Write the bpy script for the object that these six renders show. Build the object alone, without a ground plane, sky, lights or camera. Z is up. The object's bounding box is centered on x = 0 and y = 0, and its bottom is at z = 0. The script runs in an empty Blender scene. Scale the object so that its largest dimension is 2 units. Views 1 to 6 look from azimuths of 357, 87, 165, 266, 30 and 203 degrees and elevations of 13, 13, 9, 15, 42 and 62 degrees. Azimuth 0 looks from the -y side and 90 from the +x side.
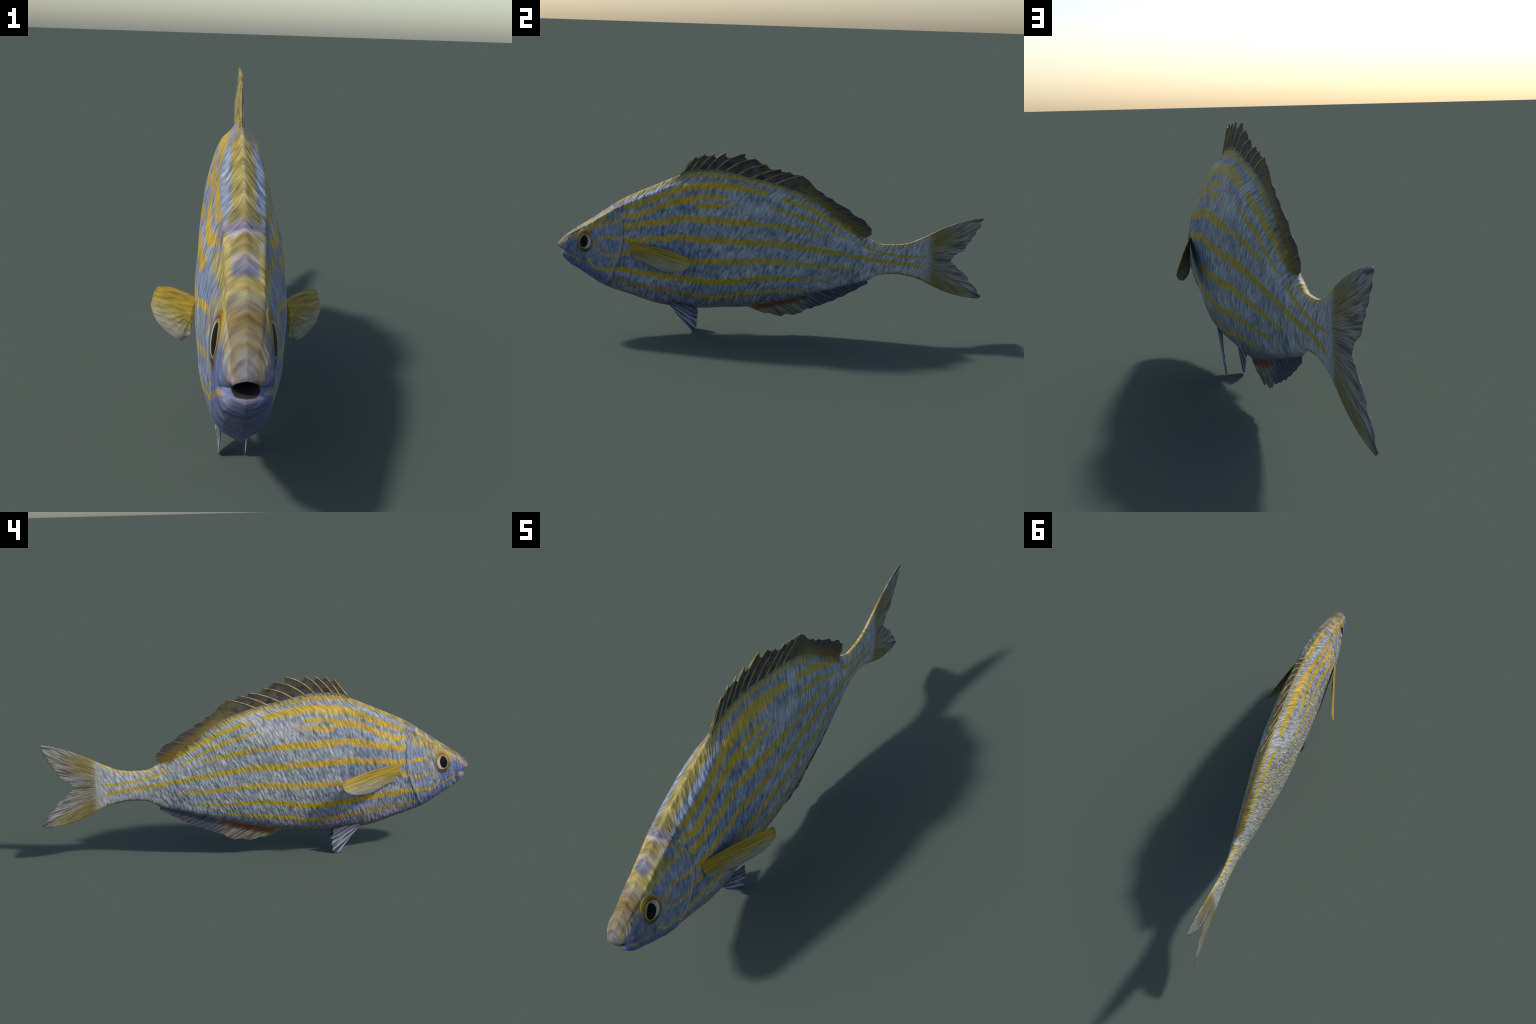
import math
import bpy
import bmesh
import numpy as np
from mathutils import Vector

# ------------------------------------------------------------------ helpers
def pchip(x, y, q):
    """monotone cubic through (x, y); y may have several columns"""
    x = np.asarray(x, float)
    y = np.asarray(y, float)
    one = y.ndim == 1
    if one:
        y = y[:, None]
    h = np.diff(x)[:, None]
    d = np.diff(y, axis=0) / h
    m = np.zeros_like(y)
    h1, h2 = h[:-1], h[1:]
    w1, w2 = 2 * h2 + h1, h2 + 2 * h1
    with np.errstate(all="ignore"):
        hm = (w1 + w2) / (w1 / d[:-1] + w2 / d[1:])
    m[1:-1] = np.where(d[:-1] * d[1:] > 0, hm, 0)
    m[0], m[-1] = d[0], d[-1]
    q = np.clip(np.atleast_1d(np.asarray(q, float)), x[0], x[-1])
    i = np.clip(np.searchsorted(x, q) - 1, 0, len(x) - 2)
    H = h[i]
    s = ((q - x[i]) / H[:, 0])[:, None]
    r = (1 + 2 * s) * (1 - s) ** 2 * y[i] + s * (1 - s) ** 2 * H * m[i] + s * s * (3 - 2 * s) * y[i + 1] + s * s * (s - 1) * H * m[i + 1]
    return r[:, 0] if one else r


def along(points, q):
    return pchip([p[0] for p in points], [p[1] for p in points], q)


# ------------------------------------------------------------------ body profiles (y, z)
BACK = [(-1.0, .398), (-.979, .426), (-.947, .454), (-.904, .483), (-.851, .516), (-.781, .564), (-.708, .612), (-.505, .706),
        (-.44, .734), (-.40, .750), (-.355, .758), (-.282, .759), (-.233, .755), (-.19, .746), (-.12, .729), (-.014, .706),
        (.043, .690), (.11, .667), (.173, .638), (.225, .605), (.269, .574), (.35, .520), (.406, .480), (.435, .465),
        (.461, .453), (.515, .433), (.571, .432), (.63, .439), (.684, .46), (.735, .485)]
BELLY = [(-.985, .355), (-.98, .349), (-.954, .319), (-.903, .286), (-.85, .25), (-.787, .210), (-.637, .158), (-.556, .130),
         (-.49, .117), (-.42, .112), (-.353, .1065), (-.21, .1125), (-.107, .117), (-.049, .127), (.059, .15), (.167, .177),
         (.256, .201), (.346, .226), (.45, .2565), (.5125, .2870), (.592, .291), (.633, .284), (.674, .275), (.735, .249)]
# half widths of the cross-sections, from keel (0) to back (1)
LEVELS = [0, .06, .18, .36, .54, .70, .84, .90, .94, .965, 1.0]
SECTIONS = [
    (-.930, [0, .0290, .0400, .0440, .0440, .0395, .0325, .0285, .0250, .0165, .0020]),
    (-.870, [0, .0330, .0460, .0515, .0515, .0475, .0390, .0345, .0305, .0200, .0025]),
    (-.790, [0, .0325, .0520, .0650, .0660, .0570, .0415, .0370, .0340, .0220, .0025]),
    (-.720, [0, .0340, .0570, .0730, .0740, .0665, .0465, .0400, .0370, .0235, .0025]),
    (-.650, [0, .0395, .0600, .0800, .0860, .0770, .0555, .0460, .0405, .0250, .0030]),
    (-.550, [0, .0425, .0645, .0815, .0875, .0815, .0580, .0480, .0420, .0260, .0030]),
    (-.450, [0, .0430, .0715, .0865, .0850, .0730, .0510, .0410, .0320, .0190, .0025]),
    (-.415, [0, .0415, .0690, .0850, .0835, .0710, .0495, .0385, .0215, .0080, .0025]),
    (-.300, [0, .0375, .0645, .0830, .0845, .0740, .0510, .0355, .0085, .0045, .0030]),
    (-.120, [0, .0390, .0620, .0790, .0805, .0745, .0555, .0410, .0200, .0060, .0030]),
    (.050, [0, .0360, .0585, .0700, .0650, .0625, .0500, .0370, .0220, .0125, .0030]),
    (.200, [0, .0290, .0425, .0510, .0525, .0490, .0365, .0270, .0170, .0110, .0030]),
    (.350, [0, .0195, .0290, .0370, .0390, .0350, .0260, .0205, .0145, .0105, .0030]),
    (.450, [0, .0120, .0180, .0235, .0280, .0260, .0195, .0170, .0140, .0110, .0045]),
    (.550, [0, .0085, .0135, .0170, .0175, .0160, .0130, .0115, .0100, .0080, .0050]),
    (.650, [0, .0065, .0110, .0140, .0135, .0120, .0100, .0090, .0080, .0070, .0050]),
    (.735, [0, .0050, .0080, .0095, .0095, .0090, .0080, .0072, .0065, .0060, .0040]),
]
SEC_Y = [s[0] for s in SECTIONS]
SEC_W = np.array([s[1] for s in SECTIONS], float)
# rear edge of the gill cover: y as a function of z
GILL = [(.10, -.800), (.22, -.768), (.26, -.747), (.313, -.724), (.359, -.706), (.408, -.694), (.458, -.689), (.50, -.691), (.536, -.698), (.58, -.724), (.70, -.76)]


def half_width(y, t):
    w = pchip(SEC_Y, SEC_W, y)[0]
    return pchip(LEVELS, w, t)


def body_x(y, z):
    """half width of the body at y, z"""
    zt, zb = along(BACK, y)[0], along(BELLY, y)[0]
    return half_width(y, (z - zb) / (zt - zb))[0]


# ------------------------------------------------------------------ tail fin outline (y, z, share of the base height)
TAIL_EDGE = [(.983, .1797, 0), (.9987, .191, .03), (.9791, .2049, .075), (.9737, .2256, .12), (.9516, .2495, .18), (.9321, .2641, .22), (.9271, .2809, .26), (.9069, .3047, .32),
             (.8841, .3154, .36), (.8621, .341, .43), (.8399, .3598, .48), (.8494, .3741, .51), (.8551, .3854, .54), (.874, .3988, .58), (.9003, .4123, .63), (.9096, .4329, .68),
             (.914, .4459, .71), (.9311, .4592, .745), (.931, .4739, .775), (.9486, .489, .81), (.9526, .5074, .85), (.9708, .528, .89), (.971, .5481, .935), (.985, .5667, .975), (.971, .5699, 1)]


def link(ob, parent):
    bpy.context.scene.collection.objects.link(ob)
    ob.parent = parent
    return ob


def grid_faces(nr, nc, off=0, flip=False):
    out = []
    for i in range(nr - 1):
        for j in range(nc - 1):
            a = off + i * nc + j
            f = (a, a + 1, a + nc + 1, a + nc)
            out.append(f[::-1] if flip else f)
    return out


# ------------------------------------------------------------------ node helper
class Nodes:
    def __init__(self, name):
        self.mat = bpy.data.materials.new(name)
        self.mat.use_nodes = True
        self.t = self.mat.node_tree
        self.t.nodes.clear()
        tc = self.t.nodes.new("ShaderNodeTexCoord")
        self.pos = tc.outputs["Object"]
        s = self.new("ShaderNodeSeparateXYZ", self.pos)
        self.x, self.y, self.z = s.outputs
        self.ax = self.m("ABSOLUTE", self.x)

    def new(self, kind, *ins, **props):
        n = self.t.nodes.new(kind)
        for k, v in props.items():
            setattr(n, k, v)
        for i, v in enumerate(ins):
            self.put(n.inputs[i], v)
        return n

    def put(self, sock, v):
        if v is None:
            return
        if isinstance(v, bpy.types.NodeSocket):
            self.t.links.new(v, sock)
        elif sock.type == "RGBA" and not isinstance(v, (int, float)):
            sock.default_value = (*v[:3], 1)
        else:
            sock.default_value = v

    def m(self, op, a, b=None, c=None, clamp=False):
        n = self.new("ShaderNodeMath", a, b, c, operation=op)
        n.use_clamp = clamp
        return n.outputs[0]

    def add(self, a, b): return self.m("ADD", a, b)
    def sub(self, a, b): return self.m("SUBTRACT", a, b)
    def mul(self, a, b): return self.m("MULTIPLY", a, b)
    def mad(self, a, b, c): return self.m("MULTIPLY_ADD", a, b, c)
    def mx(self, a, b): return self.m("MAXIMUM", a, b)
    def mn(self, a, b): return self.m("MINIMUM", a, b)
    def inv(self, a): return self.m("SUBTRACT", 1.0, a)

    def step(self, v, lo, hi):
        """0 below lo, 1 above hi (lo may be larger than hi: falling)"""
        n = self.t.nodes.new("ShaderNodeMapRange")
        n.interpolation_type = "SMOOTHSTEP"
        for k, x in zip(("Value", "From Min", "From Max"), (v, lo, hi)):
            self.put(n.inputs[k], x)
        return n.outputs[0]

    def lin(self, v, lo, hi, a, b):
        n = self.t.nodes.new("ShaderNodeMapRange")
        for k, x in zip(("Value", "From Min", "From Max", "To Min", "To Max"), (v, lo, hi, a, b)):
            self.put(n.inputs[k], x)
        return n.outputs[0]

    def curve(self, v, pts, straight=False):
        """value curve over -1..1 (v is mapped to 0..1 for the curve)"""
        n = self.t.nodes.new("ShaderNodeFloatCurve")
        n.inputs["Factor"].default_value = 1
        self.put(n.inputs["Value"], self.mad(v, .5, .5))
        cm = n.mapping
        cm.use_clip = False
        cm.extend = "HORIZONTAL"
        c = cm.curves[0]
        pts = [((a + 1) / 2, b) for a, b in pts]
        c.points[0].location = pts[0]
        c.points[1].location = pts[-1]
        for p in pts[1:-1]:
            c.points.new(*p)
        for p in c.points:
            p.handle_type = "VECTOR" if straight else "AUTO_CLAMPED"
        cm.update()
        return n.outputs[0]

    def vec(self, a, b, c):
        return self.new("ShaderNodeCombineXYZ", a, b, c).outputs[0]

    def noise(self, vec, scale=1.0, detail=2.0, rough=.5, dist=0.0):
        n = self.t.nodes.new("ShaderNodeTexNoise")
        self.put(n.inputs["Vector"], vec)
        for k, v in (("Scale", scale), ("Detail", detail), ("Roughness", rough), ("Distortion", dist)):
            n.inputs[k].default_value = v
        return n.outputs["Fac"], n.outputs["Color"]

    def cell(self, vec, scale=1.0):
        n = self.t.nodes.new("ShaderNodeTexVoronoi")
        self.put(n.inputs["Vector"], vec)
        n.inputs["Scale"].default_value = scale
        return n.outputs["Distance"], n.outputs["Color"]

    def ramp(self, v, stops, mode="LINEAR"):
        n = self.t.nodes.new("ShaderNodeValToRGB")
        n.color_ramp.interpolation = mode
        e = n.color_ramp.elements
        while len(e) > 1:
            e.remove(e[-1])
        e[0].position, e[0].color = stops[0][0], (*stops[0][1], 1)
        for p, c in stops[1:]:
            k = e.new(p)
            k.color = (*c, 1)
        self.put(n.inputs[0], v)
        return n.outputs[0]

    def mix(self, f, a, b, mode="MIX"):
        n = self.t.nodes.new("ShaderNodeMix")
        n.data_type = "RGBA"
        n.blend_type = mode
        self.put(n.inputs[0], f)
        self.put(n.inputs[6], a)
        self.put(n.inputs[7], b)
        return n.outputs[2]

    def gain(self, col, k):
        """colour times a value"""
        n = self.new("ShaderNodeVectorMath", col, operation="SCALE")
        self.put(n.inputs["Scale"], k)
        return n.outputs[0]

    def spot(self, y0, z0, ry, rz, soft=.4, tilt=0.0):
        a, b = self.sub(self.y, y0), self.sub(self.z, z0)
        c, s = math.cos(tilt), math.sin(tilt)
        p = self.add(self.mul(a, c / ry), self.mul(b, s / ry))
        q = self.add(self.mul(a, -s / rz), self.mul(b, c / rz))
        r = self.m("SQRT", self.add(self.mul(p, p), self.mul(q, q)))
        return self.step(r, 1 + soft, 1 - soft), r

    def finish(self, col, rough=.5, height=None, bump=.2, dist=.004, spec=.3, trans=0.0):
        b = self.t.nodes.new("ShaderNodeBsdfPrincipled")
        self.put(b.inputs["Base Color"], col)
        self.put(b.inputs["Roughness"], rough)
        b.inputs["Specular IOR Level"].default_value = spec
        if height is not None:
            n = self.t.nodes.new("ShaderNodeBump")
            n.inputs["Strength"].default_value = bump
            n.inputs["Distance"].default_value = dist
            self.put(n.inputs["Height"], height)
            self.t.links.new(n.outputs[0], b.inputs["Normal"])
        o = self.t.nodes.new("ShaderNodeOutputMaterial")
        s = b.outputs[0]
        if trans:
            tr = self.t.nodes.new("ShaderNodeBsdfTranslucent")
            self.put(tr.inputs[0], col)
            mx = self.t.nodes.new("ShaderNodeMixShader")
            mx.inputs[0].default_value = trans
            self.t.links.new(s, mx.inputs[1])
            self.t.links.new(tr.outputs[0], mx.inputs[2])
            s = mx.outputs[0]
        self.t.links.new(s, o.inputs[0])
        return self.mat


# ------------------------------------------------------------------ colours
SILVER = (.235, .268, .31)
PALE = (.37, .375, .385)
BLUE = (.165, .205, .31)
DEEP_BLUE = (.085, .115, .25)
PURPLE = (.19, .18, .23)
YELLOW = (.49, .315, .008)
LEMON = (.40, .30, .010)
BROWN_YELLOW = (.30, .18, .035)
OLIVE = (.25, .20, .055)

# stripes: centre line (y, z), half width (y, w)
STRIPES = {
    "nape": ([(-.44, .722), (-.40, .734), (-.33, .7405), (-.26, .740), (-.19, .730), (-.12, .717), (-.06, .704), (.02, .688), (.11, .652), (.165, .626), (.21, .600), (.26, .575)],
             [(-.450, 0), (-.444, .008), (-.10, .007), (.05, .007), (.15, .006), (.19, 0)]),
    "back": ([(-.66, .592), (-.616, .607), (-.545, .633), (-.493, .656), (-.442, .675), (-.388, .687), (-.336, .692), (-.25, .696), (-.196, .691), (-.143, .682), (-.098, .675), (-.042, .663), (-.011, .653),
              (.048, .6365), (.097, .621), (.168, .595), (.203, .575), (.26, .547), (.309, .521), (.363, .497), (.416, .478)],
             [(-.690, 0), (-.665, .009), (-.6, .0105), (-.4, .0125), (-.2, .0125), (-.05, .0085), (-.030, .006), (-.02, 0), (-.01, .003), (.01, .0045), (.03, .004), (.04, .008), (.2, .009), (.36, .008), (.41, .004), (.43, 0)]),
    "shoulder": ([(-.683, .554), (-.657, .549), (-.613, .560), (-.543, .587), (-.491, .610), (-.456, .620), (-.404, .629), (-.35, .631)],
                 [(-.70, 0), (-.685, .008), (-.6, .0105), (-.5, .0105), (-.46, .012), (-.40, .013), (-.36, .013), (-.352, 0)]),
    "stub_high": ([(-.36, .644), (-.299, .648), (-.243, .648), (-.19, .642)], [(-.365, 0), (-.355, .008), (-.26, .008), (-.23, .004), (-.20, 0)]),
    "stub_low": ([(-.355, .604), (-.297, .608), (-.245, .612), (-.19, .612)], [(-.358, 0), (-.352, .009), (-.28, .009), (-.24, .005), (-.19, .003), (-.15, 0)]),
    "rear_high": ([(-.03, .606), (.012, .596), (.065, .5806), (.117, .562), (.17, .546), (.233, .516), (.276, .492), (.329, .468), (.38, .452)],
                  [(-.04, 0), (.0, .003), (.06, .006), (.15, .0075), (.24, .0065), (.30, .0045), (.36, .002), (.40, 0)]),
    "upper": ([(-.683, .503), (-.647, .508), (-.575, .522), (-.505, .533), (-.453, .541), (-.423, .549), (-.383, .545), (-.33, .543), (-.224, .539), (-.154, .535), (-.085, .531), (-.043, .526),
               (.04, .517), (.085, .508), (.127, .499), (.19, .488), (.225, .480)],
              [(-.692, 0), (-.686, .010), (-.55, .011), (-.43, .012), (-.41, .008), (-.38, .012), (-.25, .012), (-.10, .010), (-.05, .005), (.0, .006), (.03, .009), (.11, .009), (.16, .006), (.23, .004), (.26, 0)]),
    "middle": ([(-.681, .445), (-.64, .441), (-.59, .449), (-.537, .453), (-.485, .453), (-.434, .4615), (-.398, .458), (-.328, .452), (-.187, .449), (-.117, .442), (-.047, .441),
                (.036, .436), (.14, .421), (.21, .409), (.28, .398), (.35, .386), (.407, .375), (.463, .365), (.516, .355), (.569, .350), (.622, .343), (.671, .336), (.70, .322)],
               [(-.692, 0), (-.686, .009), (-.5, .009), (-.42, .011), (-.3, .0105), (.1, .0105), (.2, .0085), (.35, .0075), (.45, .0075), (.55, .0065), (.68, .006), (.71, 0)]),
    "lower": ([(-.693, .378), (-.675, .384), (-.659, .386), (-.55, .37), (-.401, .3521), (-.313, .3517), (-.243, .352), (-.172, .3495), (-.138, .351), (-.05, .358), (.038, .353), (.142, .342), (.212, .333), (.283, .328), (.353, .323), (.40, .319)],
              [(-.70, 0), (-.692, .010), (-.66, .009), (-.63, .0), (-.50, 0), (-.45, .008), (-.3, .0095), (-.05, .0095), (.1, .007), (.25, .006), (.35, .0035), (.42, 0)]),
    "flank": ([(-.85, .345), (-.839, .328), (-.827, .309), (-.815, .302), (-.77, .301), (-.695, .302), (-.648, .295), (-.595, .290), (-.541, .282), (-.455, .271), (-.402, .264), (-.314, .253), (-.243, .2495),
               (-.19, .254), (-.13, .264), (-.067, .2725), (.004, .274), (.074, .272), (.144, .268), (.214, .267), (.30, .271)],
              [(-.86, 0), (-.84, .005), (-.80, .004), (-.73, .006), (-.69, .008), (-.5, .008), (-.2, .009), (.0, .0065), (.12, .005), (.25, .0025), (.30, 0)]),
    "belly": ([(-.744, .247), (-.708, .240), (-.635, .228), (-.562, .217), (-.531, .212), (-.458, .200), (-.404, .192), (-.352, .181), (-.299, .174), (-.245, .1735), (-.202, .177), (-.155, .191), (-.102, .199),
               (-.067, .203), (.004, .208), (.075, .211), (.128, .217), (.18, .223)],
              [(-.76, 0), (-.72, .004), (-.5, .005), (-.25, .0065), (-.1, .005), (.05, .004), (.14, .002), (.2, 0)]),
    "peduncle": ([(.405, .439), (.414, .4347), (.442, .4205), (.496, .402), (.549, .389), (.602, .3815), (.655, .376), (.725, .376)],
                 [(.40, 0), (.412, .006), (.45, .0055), (.6, .004), (.70, .003), (.735, 0)]),
    "mouth_line": ([(-.96, .367), (-.943, .361), (-.918, .351), (-.88, .333), (-.851, .317)], [(-.965, 0), (-.95, .004), (-.88, .005), (-.86, .002), (-.845, 0)]),
}
STRIP_EDGE = [(-1.0, .385), (-.98, .405), (-.95, .437), (-.90, .466), (-.86, .497), (-.79, .545), (-.727, .582), (-.65, .622), (-.55, .668), (-.49, .693), (-.447, .706), (-.436, .76)]


def body_material():
    n = Nodes("striped_fish_skin")
    x, y, z = n.x, n.y, n.z
    # scale grain: short streaks leaning back
    edge = n.curve(y, STRIP_EDGE)
    strip = n.step(n.sub(z, edge), -.003, .003)
    strip = n.mul(strip, n.step(y, -.436, -.440))
    lean = n.lin(y, -.6, .1, .22, .42)
    a = n.add(n.sub(y, n.mul(z, lean)), n.mul(n.mn(n.ax, .035), n.lin(y, -.74, -.68, .12, .8)))
    b = n.add(z, n.mul(y, .35))
    v = n.vec(n.mul(x, 14.0), n.mul(a, 84.0), n.mul(b, 26.0))
    g1, c1 = n.noise(v, 1.0, 1.5, .5, .25)
    v2 = n.vec(n.mul(x, 20.0), n.mul(a, 160.0), n.mul(b, 70.0))
    g2, c2 = n.noise(v2, 1.0, 1.0, .5)
    cd, _ = n.cell(n.vec(n.mul(x, 20.0), n.mul(n.add(a, n.mul(g1, .008)), 84.0), n.mul(b, 27.0)))
    low, _ = n.noise(n.vec(n.mul(x, 4.0), n.mul(y, 6.0), n.mul(z, 12.0)), 1.0, 3.0, .55)
    mid, _ = n.noise(n.vec(n.mul(x, 8.0), n.mul(y, 16.0), n.mul(z, 26.0)), 1.0, 2.0, .5)
    grain = n.add(n.add(n.mul(n.sub(g1, .5), .7), n.mul(n.sub(g2, .5), .5)), n.mul(n.sub(.48, cd), .42))
    zj = n.add(z, n.mad(n.sub(g1, .5), .010, n.mul(n.sub(mid, .5), .006)))

    # ground colour
    col = n.mix(n.step(low, .35, .65), SILVER, n.mix(n.step(mid, .3, .7), SILVER, PALE))
    blue_up = n.mul(n.step(y, -.15, -.5), .75)
    col = n.mix(n.mul(blue_up, n.step(low, .7, .35)), col, BLUE)
    col = n.mix(n.mul(n.step(z, .27, .16), n.mul(n.step(y, .35, .0), .85)), col, PURPLE)
    pale_patch = n.mx(n.mul(n.spot(-.10, .602, .13, .030, .5, -.22)[0], .8), n.mul(n.spot(.31, .462, .09, .022, .5, -.5)[0], .75))
    pale_patch = n.mx(pale_patch, n.mul(n.spot(.03, .655, .025, .02, .6)[0], .6))
    col = n.mix(pale_patch, col, PALE)
    col = n.mix(n.mul(n.m("GREATER_THAN", y, n.sub(.409, n.mul(z, -.004))), .75), col, PALE)
    # head
    gill_y = n.curve(z, GILL)
    gd = n.sub(y, gill_y)
    head = n.step(gd, .003, -.003)
    col = n.mix(n.mul(head, n.step(mid, .75, .25)), col, BLUE)
    cheek = n.mul(head, n.mx(n.mul(n.step(y, -.80, -.89), n.step(z, .47, .39)), n.step(n.add(z, n.mul(y, .55)), -.12, -.19)))
    col = n.mix(n.mul(cheek, .85), col, DEEP_BLUE)
    col = n.mix(n.mul(n.mul(n.step(gd, .06, .0), n.step(gd, -.002, .004)), n.mul(n.step(z, .40, .34), .6)), col, DEEP_BLUE)
    col = n.mix(n.mul(head, n.mul(n.mul(n.step(mid, .48, .68), .75), n.step(g1, .38, .6))), col, (.24, .23, .17))
    brow = n.mul(n.mul(n.spot(-.835, .44, .055, .075, .6)[0], head), n.step(n.add(mid, n.mul(n.sub(g1, .5), .5)), .44, .60))
    col = n.mix(n.mul(brow, .7), col, (.30, .235, .07))
    # dark purple patch on the shoulder
    col = n.mix(n.mul(n.spot(-.362, .590, .012, .022, .6)[0], .55), col, (.12, .12, .25))

    dark_line = n.mul(n.step(n.m("ABSOLUTE", n.add(y, n.mad(n.sub(mid, .5), .012, .428))), .006, .001), n.mul(n.step(z, .36, .40), n.step(z, .60, .55)))
    col = n.mix(n.mul(dark_line, n.lin(g2, .4, .6, .5, .0)), col, (.08, .09, .12))
    # stripes
    stripe_mask = None
    for name, (line, width) in STRIPES.items():
        c = n.curve(y, line)
        w = n.curve(y, [(-1.0, 0)] + [(p, q * 20) for p, q in width] + [(1.0, 0)], True)
        w = n.mul(w, n.mad(g1, .035, .048))
        d = n.m("ABSOLUTE", n.sub(zj, c))
        mk = n.step(n.m("DIVIDE", d, n.mx(w, .0002)), 1.6, .5)
        mk = n.mul(mk, n.step(w, .0004, .002))
        if name == "mouth_line":
            mk = n.mul(mk, .7)
        if name in ("nape",):
            mk = n.mul(mk, .85)
        if name in ("belly", "flank", "mouth_line"):
            mk2 = mk
            col = n.mix(mk2, col, n.mix(n.step(y, -.45, -.2), n.mix(.0 if name == "flank" else .75, YELLOW, BROWN_YELLOW), LEMON))
        else:
            mk = n.mul(n.mul(mk, n.lin(low, .25, .75, .85, 1.0)), n.lin(g2, .3, .55, .9, 1.0))
            front = n.step(n.add(y, n.mul(n.sub(low, .5), .6)), .05, -.35)
            col = n.mix(mk, col, n.mix(front, LEMON, YELLOW))
        mk = n.mul(mk, n.lin(y, .40, .48, 1.0, .75)) if name in ('middle', 'peduncle') else mk
        stripe_mask = mk if stripe_mask is None else n.mx(stripe_mask, mk)

    col = n.mix(n.mul(n.spot(.004, .652, .026, .024, .5, -.2)[0], n.lin(mid, .3, .6, .95, .6)), col, PALE)
    # grey-olive rim under the back fin, turning olive-yellow behind
    top_z = n.curve(y, [(-.46, .745), (-.44, .734), (-.40, .750), (-.355, .758), (-.282, .759), (-.19, .746), (-.12, .729), (-.014, .706), (.043, .690), (.11, .667), (.173, .638), (.225, .605), (.269, .574), (.35, .520), (.406, .480), (.435, .465), (.46, .453)])
    dh = n.sub(top_z, zj)
    rim = n.mul(n.step(dh, .012, .004), n.mul(n.step(y, -.446, -.438), n.step(y, .45, .43)))
    col = n.mix(n.mul(rim, .8), col, n.mix(n.step(y, .02, .2), (.20, .20, .12), (.20, .14, .02)))
    rear_rim = n.mul(n.step(dh, .034, .012), n.mul(n.step(y, .10, .17), n.step(y, .44, .40)))
    col = n.mix(n.mul(rear_rim, n.lin(mid, .3, .7, .35, .9)), col, n.mix(n.step(y, .2, .3), (.20, .16, .045), (.13, .09, .015)))

    # loop on the gill cover and yellow crown behind the eye
    _, r = n.spot(-.745, .407, .072, .041)
    loop = n.mul(n.step(n.m("ABSOLUTE", n.sub(n.add(r, n.mul(n.sub(g1, .5), .2)), 1.0)), .24, .10), n.mul(head, n.step(z, .35, .36)))
    loop = n.mul(loop, n.lin(n.m("ABSOLUTE", n.sub(z, .407)), .012, .036, .3, 1.0))
    loop = n.mul(loop, n.lin(g2, .3, .55, .45, 1.0))
    loop = n.mul(loop, n.lin(y, -.80, -.75, .5, 1.0))
    loop = n.mul(loop, n.step(y, -.694, -.702))
    col = n.mix(loop, col, YELLOW)
    crown = n.mul(head, n.step(n.sub(z, n.mul(n.add(y, .80), .30)), .478, .498))
    crown = n.mul(crown, n.step(n.add(mid, n.mul(n.step(y, -.80, -.88), .4)), .36, .52))
    col = n.mix(n.mul(crown, .85), col, n.mix(g1, (.27, .20, .035), (.42, .34, .09)))
    snout_tan = n.mul(n.step(n.sub(z, n.mul(n.add(y, .95), .45)), .405, .425), n.step(y, -.88, -.93))
    col = n.mix(n.mul(snout_tan, n.lin(mid, .3, .7, .4, .9)), col, (.30, .245, .12))
    # olive mottling where the shoulder stripes meet the head
    mott = n.mul(n.spot(-.690, .585, .022, .035, .5, .5)[0], n.step(g2, .45, .6))
    col = n.mix(n.mul(mott, .8), col, OLIVE)
    dark = n.mul(n.spot(-.715, .568, .020, .024, .5, .8)[0], n.step(g2, .55, .42))
    col = n.mix(n.mul(dark, .7), col, (.10, .09, .20))

    # crown and nape strip: cross bands that point backward in the middle
    yb = n.add(y, n.add(n.mul(n.ax, -.35), n.mul(n.sub(g1, .5), .022)))
    yb = n.add(yb, .004)
    TAN, CREAM, MAUVE, GOLD = (.46, .36, .24), (.62, .56, .36), (.33, .32, .38), (.55, .41, .12)
    bands = [(-1.0, MAUVE), (-.972, (.42, .38, .36)), (-.955, (.52, .42, .20)), (-.938, (.42, .33, .22)), (-.918, (.38, .28, .10)), (-.905, (.42, .30, .10)), (-.893, TAN),
             (-.875, (.46, .42, .25)), (-.864, (.60, .56, .30)), (-.852, (.56, .42, .12)), (-.838, (.52, .42, .16)), (-.826, (.24, .26, .37)), (-.805, (.38, .37, .41)), (-.795, (.50, .44, .40)), (-.782, (.46, .36, .13)),
             (-.757, (.44, .34, .12)), (-.7465, (.56, .54, .52)), (-.739, (.24, .22, .38)), (-.728, (.34, .31, .34)), (-.712, (.34, .28, .10)), (-.69, (.48, .40, .13)), (-.60, (.58, .46, .12)), (-.5, (.60, .45, .12)), (-.44, (.46, .38, .18))]
    bcol = n.ramp(n.lin(yb, -1.0, -.44, 0, 1), [((p + 1.0) / .56, c) for p, c in bands])
    # blue-white sides of the nape, yellow sides of the snout
    side = n.mul(n.step(n.ax, .017, .027), n.step(y, -.70, -.68))
    bcol = n.mix(side, bcol, n.mix(n.step(g1, .35, .65), (.20, .245, .36), (.44, .47, .53)))
    seam = n.mul(n.step(n.ax, .0035, .0015), n.step(y, -.70, -.66))
    bcol = n.mix(n.mul(seam, .6), bcol, (.60, .52, .38))
    snout_side = n.mul(n.step(n.ax, .010, .022), n.step(y, -.95, -.965))
    bcol = n.mix(n.mul(snout_side, .8), bcol, (.46, .36, .13))
    col = n.mix(strip, col, n.gain(bcol, n.mul(n.lin(y, -.92, -.80, .37, .54), n.mul(n.lin(mid, .3, .7, .78, 1.18), n.lin(g1, .3, .7, .9, 1.1)))))
    # lips
    lip = n.mul(n.step(y, -.968, -.980), n.step(z, .372, .364))
    col = n.mix(n.mul(lip, .8), col, (.19, .165, .21))
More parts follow.
